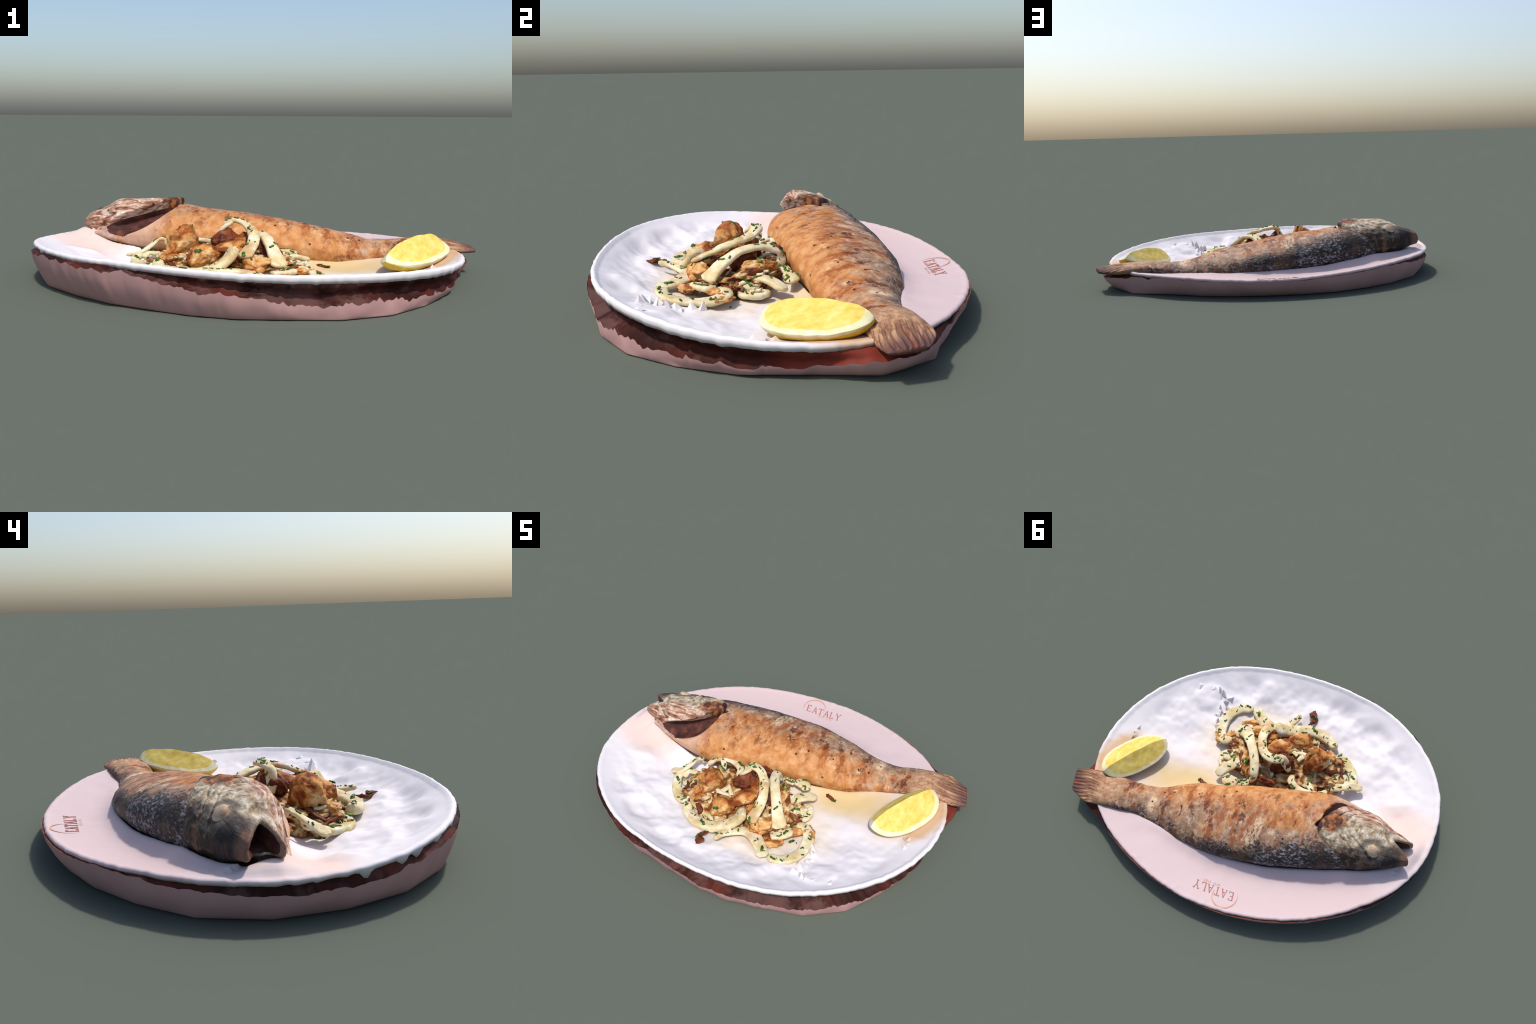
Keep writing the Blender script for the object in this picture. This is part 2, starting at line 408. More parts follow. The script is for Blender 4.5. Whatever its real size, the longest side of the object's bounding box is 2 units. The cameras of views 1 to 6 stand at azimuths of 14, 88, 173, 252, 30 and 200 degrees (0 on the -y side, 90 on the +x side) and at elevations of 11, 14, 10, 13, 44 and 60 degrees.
def build_plate():
    plate = thing("oval_plate", (0, 0, 0), "oval white glazed serving plate on a dusty pink base", "plate")
    NT = 480
    th = np.linspace(0, 2*PI, NT, endpoint=False)
    R = rim_r(th); zr = rim_z(th)
    deg = np.degrees(th)
    jag = np.array([fbm((math.cos(a)*9, math.sin(a)*9, 0), 2.2, 3, 1.0) for a in th])
    jag2 = np.array([fbm((math.cos(a)*9, math.sin(a)*9, 3), 3.5, 2, 8.0) for a in th])
    R = R + 0.004 * jag + 0.014*smooth(140, 160, deg)*smooth(245, 225, deg)*(1 - 0.7*np.exp(-((deg-182)/12)**2))
    wav = 0.0022 * jag2
    # --- dish: floor, wall, rounded lip and its lower edge
    verts = [(0, 0, plate_z(0, 0))]
    ts = np.concatenate([np.linspace(0.012, 0.94, 90), [0.955, 0.968]])
    rows = []
    for t in ts:
        rows.append([(R[i]*t*math.cos(th[i]), R[i]*t*math.sin(th[i]), plate_z(R[i]*t*math.cos(th[i]), R[i]*t*math.sin(th[i]))
                      + wav[i]*float(smooth(.93, .97, t))) for i in range(NT)])
    # white teeth of glaze that run down over the brown at the head end
    teeth = np.zeros(NT)
    rs = random.Random(3)
    for c in np.linspace(186, 218, 6):
        c += rs.uniform(-2, 2); w = rs.uniform(0.8, 1.8); dpt = rs.uniform(0.02, 0.04)
        teeth = np.maximum(teeth, dpt * np.clip(1 - np.abs(deg - c)/w, 0, 1))
    low = 0.020 + 0.004*np.abs(jag2) + teeth
    front = lerp_table(deg, [0, 30, 60, 200, 230, 300, 340, 360], [.006, 0, 0, 0, .004, .010, .012, .006])
    for dt, dz in ((0.978, -0.001), (0.988, 0.001), (0.996, -0.002), (1.0, -0.008)):
        rows.append([(R[i]*dt*math.cos(th[i]), R[i]*dt*math.sin(th[i]), zr[i] + dz + wav[i]) for i in range(NT)])
    rows.append([(R[i]*0.998*math.cos(th[i]), R[i]*0.998*math.sin(th[i]), zr[i] - 0.012 - 0.6*front[i] + wav[i]) for i in range(NT)])
    rows.append([((R[i]*0.992 + 0.06*teeth[i])*math.cos(th[i]), (R[i]*0.992+0.06*teeth[i])*math.sin(th[i]), zr[i] - low[i] - front[i] + wav[i]) for i in range(NT)])
    rows.append([(R[i]*0.965*math.cos(th[i]), R[i]*0.965*math.sin(th[i]), zr[i] - low[i]*0.7 - front[i] + wav[i]) for i in range(NT)])
    for r in rows: verts += r
    faces = [(0, 1 + j, 1 + (j+1) % NT) for j in range(NT)] + grid_faces(len(rows), NT, True, 1)
    dish = mesh_object("dish", verts, faces, mat_plate(), plate)

    # --- brown underside and pink base, meeting along a ragged border
    D = [0, 6, 14, 25, 33, 42, 60, 90, 120, 140, 150, 165, 185, 200, 215, 225, 237, 249, 261, 273, 285, 297, 309, 321, 335, 348, 360]
    drop = [.085, .075, .05, .035, .03, .014, .013, .013, .014, .016, .028, .045, .052, .042, .034, .034, .038, .040, .064, .076, .088, .112, .108, .104, .105, .10, .085]
    Rb = [.915, .93, .992, .985, .908, .862, .802, .773, .818, .885, .929, .977, 1.0, .985, .935, .89, .85, .80, .776, .78, .785, .79, .835, .862, .882, .902, .915]
    R0 = [.88, .89, .93, .965, .89, .80, .735, .70, .77, .836, .89, .935, .940, .93, .885, .82, .778, .74, .735, .742, .757, .773, .83, .863, .872, .885, .88]
    dropv = lerp_table(deg, D, drop); Rbv = lerp_table(deg, D, Rb); R0v = lerp_table(deg, D, R0)
    ragged = np.array([fbm((math.cos(a)*6, math.sin(a)*6, 5), 2.6, 4, 2.0) for a in th])
    spikes = np.array([max(0.0, noise.noise(Vector((math.cos(a)*60, math.sin(a)*60, 1.5)))) for a in th])
    amp = np.interp(deg, [0, 40, 60, 135, 150, 200, 240, 360], [.014, .012, .004, .004, .010, .012, .016, .014])
    zb = np.clip(zr - dropv + amp*ragged + 0.02*spikes*smooth(225, 260, deg), 0.028, None)
    zb = np.minimum(zb, zr - 0.008)
    # bulge of the brown layer below the tail
    tailb = np.exp(-((((deg + 180) % 360 - 180) - 13)/11.0)**2)
    hollow = np.interp(deg, [0, 20, 40, 225, 255, 275, 335, 350, 360], [.35, .15, 0, 0, .5, 1, 1, .6, .35])
    ztop = zr - 0.014
    b_rows = [[(R[i]*0.975, ztop[i] + wav[i]) for i in range(NT)]]
    for f, inset in ((0.22, 0.004), (0.45, 0.028), (0.66, 0.055), (0.84, 0.050)):
        straight = R*0.985 + (Rbv - R*0.985)*f
        b_rows.append([(straight[i] - inset*hollow[i] + 0.012*tailb[i]*math.sin(PI*f), ztop[i] + (zb[i] - ztop[i])*f) for i in range(NT)])
    b_rows.append([(Rbv[i], zb[i]) for i in range(NT)])
    wr = np.array([fbm((math.cos(a)*5, math.sin(a)*5, 9), 3.0, 3, 6.0) for a in th])
    V = []
    for k, row in enumerate(b_rows):
        V += [((r + (0.006*wr[i] if 0 < k < 5 else 0))*math.cos(th[i]), (r + (0.006*wr[i] if 0 < k < 5 else 0))*math.sin(th[i]), z) for i, (r, z) in enumerate(row)]
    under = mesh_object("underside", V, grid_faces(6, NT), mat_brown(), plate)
    # pink base: flared wall with soft folds, straight-sided polygon foot, closed bottom
    NP = 26
    knots = np.linspace(0, 360, NP + 1)[:-1] + 3
    px = np.interp(knots, deg, R0v*np.cos(th)); py = np.interp(knots, deg, R0v*np.sin(th))
    fx = np.interp(deg, np.concatenate([[knots[-1]-360], knots, [knots[0]+360]]), np.concatenate([[px[-1]], px, [px[0]]]))
    fy = np.interp(deg, np.concatenate([[knots[-1]-360], knots, [knots[0]+360]]), np.concatenate([[py[-1]], py, [py[0]]]))
    tx, ty = Rbv*np.cos(th)*1.002, Rbv*np.sin(th)*1.002
    folds = np.array([fbm((math.cos(a)*7, math.sin(a)*7, 14), 1.6, 2, 5.0) for a in th])
    V = []
    prof = [(1.0, 1.0), (0.78, 0.93), (0.5, 0.72), (0.2, 0.36), (0.05, 0.12), (0.0, 0.0)]
    for hz, hr in prof:
        bul = 0.006*folds*math.sin(hr*PI)
        V += [(fx[i] + (tx[i]-fx[i])*hr + bul[i]*math.cos(th[i]), fy[i] + (ty[i]-fy[i])*hr + bul[i]*math.sin(th[i]), (zb[i]+.0015)*hz) for i in range(NT)]
    n0 = len(V)
    V.append((0, 0, 0))
    F = grid_faces(len(prof), NT) + [((len(prof)-1)*NT + i, (len(prof)-1)*NT + (i+1) % NT, n0) for i in range(NT)]
    mesh_object("base", V, F, mat_pink(), plate)

    # --- lettering printed on the rim: serif capitals, a crescent and a small second line
    ink = mat_simple("russet_print", [(0.3, (0.34, 0.13, 0.11)), (0.7, (0.40, 0.17, 0.15))], 40, 0.5, bump=0)
    ink2 = mat_simple("pale_russet_print", [(0.3, (0.50, 0.27, 0.20)), (0.7, (0.56, 0.33, 0.25))], 40, 0.5, bump=0)
    O = Vector((-0.100, 0.645)); ex = Vector((0.215, -0.004)); ey = Vector((-0.008, 0.046))   # baseline origin, width, cap height
    ex.normalize()

    def put(u, v): return O + ex*u + ey*v

    def stroke(bm, a, b, w):
        """flat bar from a to b (u in metres, v in cap heights) laid on the plate"""
        A, B = put(*a), put(*b)
        d = (B - A).normalized(); nrm = Vector((-d.y, d.x)) * (w/2)
        n = max(2, int((B-A).length/0.006)); top = []
        for k in range(n + 1):
            p = A.lerp(B, k/n)
            for sgn in (1, -1):
                q = p + nrm*sgn
                top.append((q.x, q.y, plate_z(q.x, q.y) + 0.0022))
        vs = [bm.verts.new(t) for t in top]; lo = [bm.verts.new((t[0], t[1], t[2]-0.003)) for t in top]
        for k in range(n):
            a0, a1, b0, b1 = 2*k, 2*k+1, 2*k+2, 2*k+3
            bm.faces.new((vs[a0], vs[b0], vs[b1], vs[a1])); bm.faces.new((vs[a0], lo[a0], lo[b0], vs[b0])); bm.faces.new((vs[a1], vs[b1], lo[b1], lo[a1]))

    W, S = 0.0056, 0.0026
    glyph = {
        'E': [((.004, 0), (.004, 1), W), ((0, 1), (.024, 1), S), ((0, 0), (.025, 0), S), ((.004, .52), (.018, .52), S), ((.024, 1), (.024, .8), S), ((.025, 0), (.025, .22), S)],
        'A': [((0.002, 0), (.014, 1), S), ((.014, 1), (.027, 0), W), ((.006, .35), (.022, .35), S), ((-.002, 0), (.007, 0), S), ((.022, 0), (.031, 0), S)],
        'T': [((.013, 0), (.013, 1), W), ((0, 1), (.026, 1), S), ((0, 1), (0, .8), S), ((.026, 1), (.026, .8), S), ((.007, 0), (.019, 0), S)],
        'L': [((.004, 0), (.004, 1), W), ((-.001, 1), (.010, 1), S), ((-.001, 0), (.023, 0), S), ((.023, 0), (.023, .25), S)],
        'Y': [((.013, 0), (.013, .45), W), ((.013, .45), (.001, 1), W), ((.013, .45), (.026, 1), S), ((-.004, 1), (.006, 1), S), ((.021, 1), (.031, 1), S), ((.007, 0), (.019, 0), S)]}
    for k, ch in enumerate("EATALY"):
        bm = bmesh.new()
        for a, b, w in glyph[ch]:
            u0 = k*0.0385
            stroke(bm, (a[0]+u0, a[1]), (b[0]+u0, b[1]), w)
        me = bpy.data.meshes.new("letter"); bm.to_mesh(me); bm.free(); me.materials.append(ink)
        ob = bpy.data.objects.new("letter", me); bpy.context.scene.collection.objects.link(ob); attach(ob, plate)
    # small line of type below
    cu = bpy.data.curves.new("small_lettering", 'FONT'); cu.body = "alti cibi"; cu.size = 0.021; cu.space_character = 1.35; cu.extrude = 0
    tmp = bpy.data.objects.new("tmp", cu); bpy.context.scene.collection.objects.link(tmp)
    dg = bpy.context.evaluated_depsgraph_get(); me = bpy.data.meshes.new_from_object(tmp.evaluated_get(dg))
    bpy.data.objects.remove(tmp)
    bm = bmesh.new(); bm.from_mesh(me)
    for v in bm.verts:
        p = put(0.085 + v.co.x, -0.42 + v.co.y/0.046)
        v.co = (p.x, p.y, plate_z(p.x, p.y) + 0.0022)
    bm.to_mesh(me); bm.free(); me.name = "small_lettering"; me.materials.append(ink2)
    ob = bpy.data.objects.new("small_lettering", me); ob["kind"] = "stuff"; bpy.context.scene.collection.objects.link(ob); attach(ob, plate)
    # crescent
    bm = bmesh.new(); c = put(0.045, 0.75); prev = None
    for k in range(61):
        a = math.radians(215 - 230*k/60); wd = 0.001 + 0.007*math.sin(PI*k/60)**1.3
        ring = []
        for rr in (0.066 + wd/2, 0.066 - wd/2):
            q = c + Vector((math.cos(a), math.sin(a)))*rr
            ring.append(bm.verts.new((q.x, q.y, plate_z(q.x, q.y) + 0.0022)))
        if prev: bm.faces.new((prev[0], prev[1], ring[1], ring[0]))
        prev = ring
    me = bpy.data.meshes.new("crescent_mark"); bm.to_mesh(me); bm.free(); me.materials.append(ink2)
    ob = bpy.data.objects.new("crescent_mark", me); bpy.context.scene.collection.objects.link(ob); attach(ob, plate)

    # --- sharp white flakes of broken glaze standing on the floor
    rs = random.Random(11); V = []; F = []
    for cx, cy, sx, sy, cnt, hmax in ((0.41, -0.41, 0.06, 0.11, 13, 0.042), (0.84, -0.14, 0.05, 0.10, 7, 0.032), (0.55, -0.50, 0.12, 0.03, 3, 0.025)):
        for _ in range(cnt):
            x = cx + sx*rs.uniform(-1, 1); y = cy + sy*rs.uniform(-1, 1); z = plate_z(x, y) - 0.004
            if math.hypot(x, y) > 0.93*float(rim_r(np.float64(math.atan2(y, x)))): continue
            s = rs.uniform(0.014, 0.034); h = rs.uniform(0.3, 1)*hmax; a = rs.uniform(0, 6.28); o = len(V)
            for q in range(4):
                V.append((x + s*math.cos(a + q*PI/2)*(1 if q % 2 else .6), y + s*math.sin(a + q*PI/2)*(1 if q % 2 else .6), z))
            V.append((x + rs.gauss(0, .008), y + rs.gauss(0, .008), z + h))
            F += [(o+q, o+(q+1) % 4, o+4) for q in range(4)]
    fl = mesh_object("glaze_flake", V, F, dish.data.materials[0], plate, smooth_shade=False); fl["kind"] = "stuff"
    return plate


# ------------------------------------------------------------------ fish
# stations along x: belly edge (y, z), ridge (y, z), back edge (y, z), underside z
TORSO = np.array([
    (-0.92, .10, .155, .17, .200, .235, .185, .150), (-0.85, .075, .155, .17, .215, .265, .190, .130), (-0.75, .035, .155, .17, .250, .310, .195, .105),
    (-0.65, .000, .155, .18, .275, .345, .192, .090), (-0.55, -.025, .157, .19, .288, .382, .187, .078), (-0.45, -.040, .161, .20, .293, .412, .181, .070),
    (-0.40, -.042, .160, .20, .290, .424, .176, .067), (-0.30, -.026, .150, .20, .274, .451, .169, .060), (-0.20, -.009, .141, .20, .266, .475, .155, .054),
    (-0.10, .011, .138, .21, .255, .487, .144, .048), (0.0, .033, .135, .22, .241, .497, .134, .042), (0.10, .060, .128, .24, .226, .504, .120, .036),
    (0.20, .084, .116, .25, .207, .493, .102, .030), (0.30, .099, .105, .26, .187, .479, .087, .026), (0.40, .134, .085, .29, .162, .452, .077, .022),
    (0.50, .185, .077, .30, .142, .431, .082, .024), (0.60, .215, .092, .32, .139, .412, .104, .045), (0.70, .232, .115, .34, .149, .420, .118, .078),
    (0.80, .226, .119, .35, .151, .435, .121, .093), (0.88, .236, .115, .35, .142, .440, .120, .097), (0.95, .252, .112, .34, .129, .416, .115, .099),
    (0.99, .268, .113, .33, .121, .394, .115, .104)])
HEAD = np.array([
    (-0.92, .128, .190, .165, .264, .236, .198, .165), (-0.85, .098, .185, .162, .284, .272, .202, .148), (-0.80, .074, .176, .152, .298, .303, .203, .132),
    (-0.75, .050, .170, .14, .304, .322, .205, .118), (-0.70, .032, .167, .12, .314, .339, .206, .105), (-0.60, .000, .168, .12, .320, .369, .200, .090),
    (-0.50, -.020, .165, .15, .324, .397, .189, .080), (-0.44, -.030, .165, .18, .321, .414, .183, .075), (-0.38, -.035, .16, .20, .318, .428, .176, .07)])
FLAP = ([-90, 0, 20, 35, 50, 65, 85, 95, 105, 115, 130, 150, 180, 270], [-.84, -.80, -.74, -.66, -.575, -.505, -.440, -.420, -.412, -.435, -.500, -.565, -.60, -.62])
SHOULDER = ([-90, -20, 0, 10, 30, 60, 100, 270], [-.66, -.66, -.62, -.57, -.485, -.425, -.408, -.40])


def section(tab, x, phi):
    """point on the quarter-ellipse section; phi 0 belly, 90 ridge, 180 back, 270 underside (degrees)"""
    c = [lerp_table(x, tab[:, 0], tab[:, k]) for k in range(1, 8)]
    yb, zb, yr, zr, yk, zk, zm = c
    slim = 0.012*smooth(0.72, 0.5, x)*smooth(-.92, -.8, x)
    yb = yb + slim; yk = yk - slim
    a = np.radians(phi)
    ca, sa = np.cos(a), np.sin(a)
    ey = np.where(sa > 0, 1.12, 0.45)
    y = np.where(ca > 0, yr + (yb - yr)*np.abs(ca)**ey, yr + (yk - yr)*np.abs(ca)**ey)
    wl = (1 - ca)/2
    ze = zb*(1 - wl) + zk*wl
    z = np.where(sa > 0, ze + (zr - ze)*np.abs(sa)**1.10, ze + (zm - ze)*np.abs(sa)**0.75)
    return y, z, yr, 0.5*(zr + zm)


def build_fish():
    fish = thing("grilled_fish", (0.0, 0.25, 0.045), "whole grilled sea bass with golden charred skin", "fish")
    # rows follow the gill-cover edge (row key -0.60) and the shoulder edge (row key -0.47) exactly
    UF, US, UE = -0.60, -0.47, -0.36
    xs = np.concatenate([np.linspace(-0.90, -0.80, 24, endpoint=False), np.linspace(-0.80, UF - .012, 60, endpoint=False), np.linspace(UF - .012, UF + .012, 13),
                         np.linspace(UF + .02, US - .01, 22), np.linspace(US - .006, US + .006, 5), np.linspace(US + .01, UE, 24, endpoint=False),
                         np.arange(UE, 0.62, 0.0065), np.arange(0.62, 0.985, 0.0055)])
    NP = 260
    phis = np.linspace(-90, 270, NP, endpoint=False)
    U, P = np.meshgrid(xs, phis, indexing='ij')
    xe = lerp_table(P, *FLAP) + 0.005*np.sin(np.radians(P*7)) * smooth(85, 60, P)
    xsd = np.maximum(lerp_table(P, *SHOULDER), xe + 0.03)
    X = np.where(U < UF, -0.90 + (U + 0.90)/(UF + 0.90)*(xe + 0.90),
        np.where(U < US, xe + (U - UF)/(US - UF)*(xsd - xe),
        np.where(U < UE, xsd + (U - US)/(UE - US)*(UE - xsd), U)))
    yt, zt, yc, zc = section(TORSO, X, P)
    yh, zh, _, _ = section(HEAD, X, P)
    # gill cavity: sink the torso section towards its centre
    win = smooth(-22, 2, P) * smooth(104, 92, P)
    sink = win * smooth(0, .016, xsd - X) * smooth(-.95, -.6, X)
    depth = 0.42*sink * smooth(-.86, -.66, X)
    ytc = yt + (yc - yt)*depth; ztc = zt + (zc - zt)*depth
    hmask = smooth(UF + 0.0045, UF - 0.0015, U)
    # flap edge is lifted a little, and thin
    lift = 0.003*np.exp(-((X - xe + .02)/.03)**2) * smooth(20, 60, P)*smooth(150, 100, P)
    zh = zh + lift
    Y = ytc + (yh - ytc)*hmask; Z = ztc + (zh - ztc)*hmask
    # crease of the cheek plates
    for off, dep in ((0.075, .008), (0.135, .007)):
        cr = np.exp(-((X - (xe - off))/.007)**2) * smooth(30, 60, P)*smooth(185, 150, P)
        Z -= dep*cr
    # mouth: jaws run forward, the hinge lies back
    wm = smooth(-0.70, -0.90, X)
    off = 0.112*np.exp(-((P - 85)/40)**2) + 0.075*np.exp(-((P - 268)/34)**2) + 0.075*np.exp(-((P + 92)/34)**2)
    XX = X + wm*off
    # tail: slanted, rounded end and fan of rays
    wt = smooth(0.80, 0.985, X)
    XX = XX + wt*(0.019 - 0.26*np.clip(Y - 0.275, 0, 1)) - wt*0.10*np.clip(0.262 - Y, 0, 1)
    rays = np.sin((Y - 0.33)*330*(1 - 0.35*(X - .85)) + 2.2*np.sin(X*31 + Y*17)) * smooth(0.80, 0.87, X)
    Z += 0.0028*rays*(np.sin(np.radians(P)) > 0)
    # skin relief
    nx, npn = X.shape
    co = np.stack([XX, Y, Z], -1)
    ctr = np.stack([XX, np.broadcast_to(yc, X.shape), np.broadcast_to(zc, X.shape)], -1)
    out = co - ctr; out /= np.maximum(np.linalg.norm(out, axis=-1, keepdims=True), 1e-6)
    for i in range(nx):
        fine = 0.004
        if xs[i] > 0.62: fine = 0.003
        for j in range(npn):
            p = co[i, j]
            d = fine*(fbm(p, 8, 2, 1.3) + 0.45*noise.noise(Vector((p[0]*55, p[1]*40, p[2]*40))))
            if hmask[i, j] > .5:   # folded, stringy skin of the head
                d += (0.0062 if phis[j] < 80 else 0.0030)*noise.noise(Vector((p[0]*9 + p[1]*8, (p[1] - .25*p[0])*48, p[2]*40)))
            co[i, j] += out[i, j]*d
    verts = [tuple(v) for v in co.reshape(-1, 3)]
    faces = grid_faces(nx, NP)
    region = []
    for i in range(nx - 1):
        for j in range(NP):
            h = hmask[i, j] > 0.5
            if h: region.append("head")
            elif xs[i] > 0.70 + 0.02*math.sin(j*1.7): region.append("tail_fin")
            elif depth[i, j] > 0.12: region.append("gill_cavity")
            elif X[i, j] < -0.70: region.append("throat")
            else: region.append("torso")
    # mouth cavity: rings going inward
    o = len(verts)
    first = co[0]; c0 = first.mean(0)
    inner = []
    for s, dx in ((0.90, -0.006), (0.74, 0.004), (0.62, 0.035), (0.45, 0.075), (0.18, 0.10)):
        inner.append((first - c0)*s + c0 + np.array([dx, 0, 0.0]))
    for r in inner: verts += [tuple(v) for v in r]
    for k in range(len(inner)):
        a = 0 if k == 0 else o + (k-1)*NP
        b = o + k*NP
        for j in range(NP):
            j2 = (j+1) % NP
            faces.append((a + j, b + j, b + j2, a + j2)); region.append("head" if k < 2 else "mouth")
    verts.append(tuple(c0 + np.array([.105, 0, 0]))); cidx = len(verts) - 1
    b = o + (len(inner)-1)*NP
    for j in range(NP): faces.append((b + j, cidx, b + (j+1) % NP)); region.append("mouth")
    last = (nx-1)*NP
    verts.append(tuple(co[-1].mean(0) + np.array([.004, 0, 0]))); cidx = len(verts) - 1
    for j in range(NP): faces.append((last + j, last + (j+1) % NP, cidx)); region.append("tail_fin")

    faces = [tuple(reversed(f)) for f in faces]
    whole = bpy.data.meshes.new("whole"); whole.from_pydata(verts, [], faces); whole.update()
    normals = np.empty(len(verts)*3, np.float32); whole.vertices.foreach_get("normal", normals); normals = normals.reshape(-1, 3)
    bpy.data.meshes.remove(whole)
    cav = mat_cavity(); hd = mat_head()
    mats = {"head": hd, "torso": mat_torso(), "tail_fin": mat_tail(), "gill_cavity": cav, "throat": mat_simple("pale_throat", [(0.3, (0.30, 0.17, 0.13)), (0.7, (0.52, 0.37, 0.30))], 20, stretch=(1, 4, 4)), "mouth": cav}
    reg = np.array(region)
    for name, mat in mats.items():
        idx = np.nonzero(reg == name)[0]
        if not len(idx): continue
        used = sorted({v for k in idx for v in faces[k]}); remap = {v: n for n, v in enumerate(used)}
        ob = mesh_object(name, [verts[v] for v in used], [tuple(remap[v] for v in faces[k]) for k in idx], mat, fish)
        ob.data.normals_split_custom_set_from_vertices([tuple(map(float, normals[v])) for v in used])
    # eye: cooked, pale, bulging
    bm = bmesh.new(); bmesh.ops.create_uvsphere(bm, u_segments=32, v_segments=20, radius=1)
    for v in bm.verts:
        q = v.co.copy(); v.co = Vector((-0.712 + q.x*0.034, 0.263 + q.y*0.028, 0.262 + q.z*0.028 + q.y*-0.020))
    me = bpy.data.meshes.new("eye"); bm.to_mesh(me); bm.free(); me.polygons.foreach_set("use_smooth", [True]*len(me.polygons))
    me.materials.append(mat_simple("cooked_eye", [(0.35, (0.36, 0.22, 0.13)), (0.6, (0.58, 0.45, 0.32)), (0.8, (0.66, 0.58, 0.45))], 26, 0.3))
    ob = bpy.data.objects.new("eye", me); bpy.context.scene.collection.objects.link(ob); attach(ob, fish)
    return fish


# ------------------------------------------------------------------ lemon
def build_lemon():
    lem = thing("lemon_wedge", (0.735, 0.08, 0.07), "juicy yellow lemon wedge with pale pith", "lemon")
    A = np.array([0.615, -0.085, 0.115]); B = np.array([0.835, 0.255, 0.165])
    ax = (B - A)/np.linalg.norm(B - A); side = np.cross(ax, [0, 0, 1.0]); side /= np.linalg.norm(side); up = np.cross(side, ax)
    L = np.linalg.norm(B - A); ns, na = 180, 200
    # cross-section: ridge on top, two flat cut faces, round rind below
    def sect(a):
        """a 0..1 round the outline; returns side, up and kind"""
        if a < .29:  # face on the sunny side
            t = a/.29; return -0.012 + 0.147*t, 0.047 - 0.082*t, 0
        if a < .71:  # rind
            t = (a - .29)/.42; ang = -0.10 - t*(PI - 0.20)
            return (0.135 if math.cos(ang) > 0 else 0.102)*math.cos(ang)/math.cos(0.10), -0.035 + (math.sin(ang) + .0998)*0.062, 1
        t = (a - .71)/.29; return -0.102*(1 - t) - 0.012*t, -0.035 + 0.082*t, 2
    verts, kinds = [], []
    for i in range(ns):
        s = i/(ns-1); u = 2*s - 1
        w = (1 - abs(u)**2.6)**0.55 if abs(u) < 1 else 0
        w = max(w, 0.02)
        for j in range(na):
            sd, uu, k = sect(j/na)
            p = A + ax*L*s + side*sd*w*0.93 + up*((uu + 0.012)*w*0.95 - 0.006 - 0.018*u*u*0)
            d = 0.004*fbm(p, 16, 2, 3.0)*w
            verts.append(p + up*d)
    faces = grid_faces(ns, na)
    reg = []
    for i in range(ns - 1):
        u = 2*(i + .5)/(ns-1) - 1
        for j in range(na):
            a = (j + .5)/na
            if .29 < a < .71:
                reg.append("rind" if .325 < a < .675 else "pith")
            else:
                v = a/.29 if a < .29 else (1 - a)/.29      # 0 at the ridge, 1 at the rind
                reg.append("pith" if (abs(u)/0.87)**3.5 + (v/0.87)**5 > 1 else "flesh")
    mats = {"flesh": mat_lemon_flesh(),
            "pith": mat_simple("lemon_pith", [(0.3, (0.62, 0.55, 0.24)), (0.6, (0.70, 0.66, 0.46))], 25, 0.5),
            "rind": mat_simple("lemon_rind", [(0.3, (0.50, 0.32, 0.02)), (0.7, (0.64, 0.46, 0.05))], 40, 0.4)}
    for name, mat in mats.items():
        fs = [f for f, r in zip(faces, reg) if r == name]
        used = sorted({v for f in fs for v in f}); rm = {v: n for n, v in enumerate(used)}
        ob = mesh_object(name, [verts[v] for v in used], [tuple(rm[v] for v in f) for f in fs], mat, lem)
        ob.data.set_sharp_from_angle(angle=math.radians(50))
    return lem


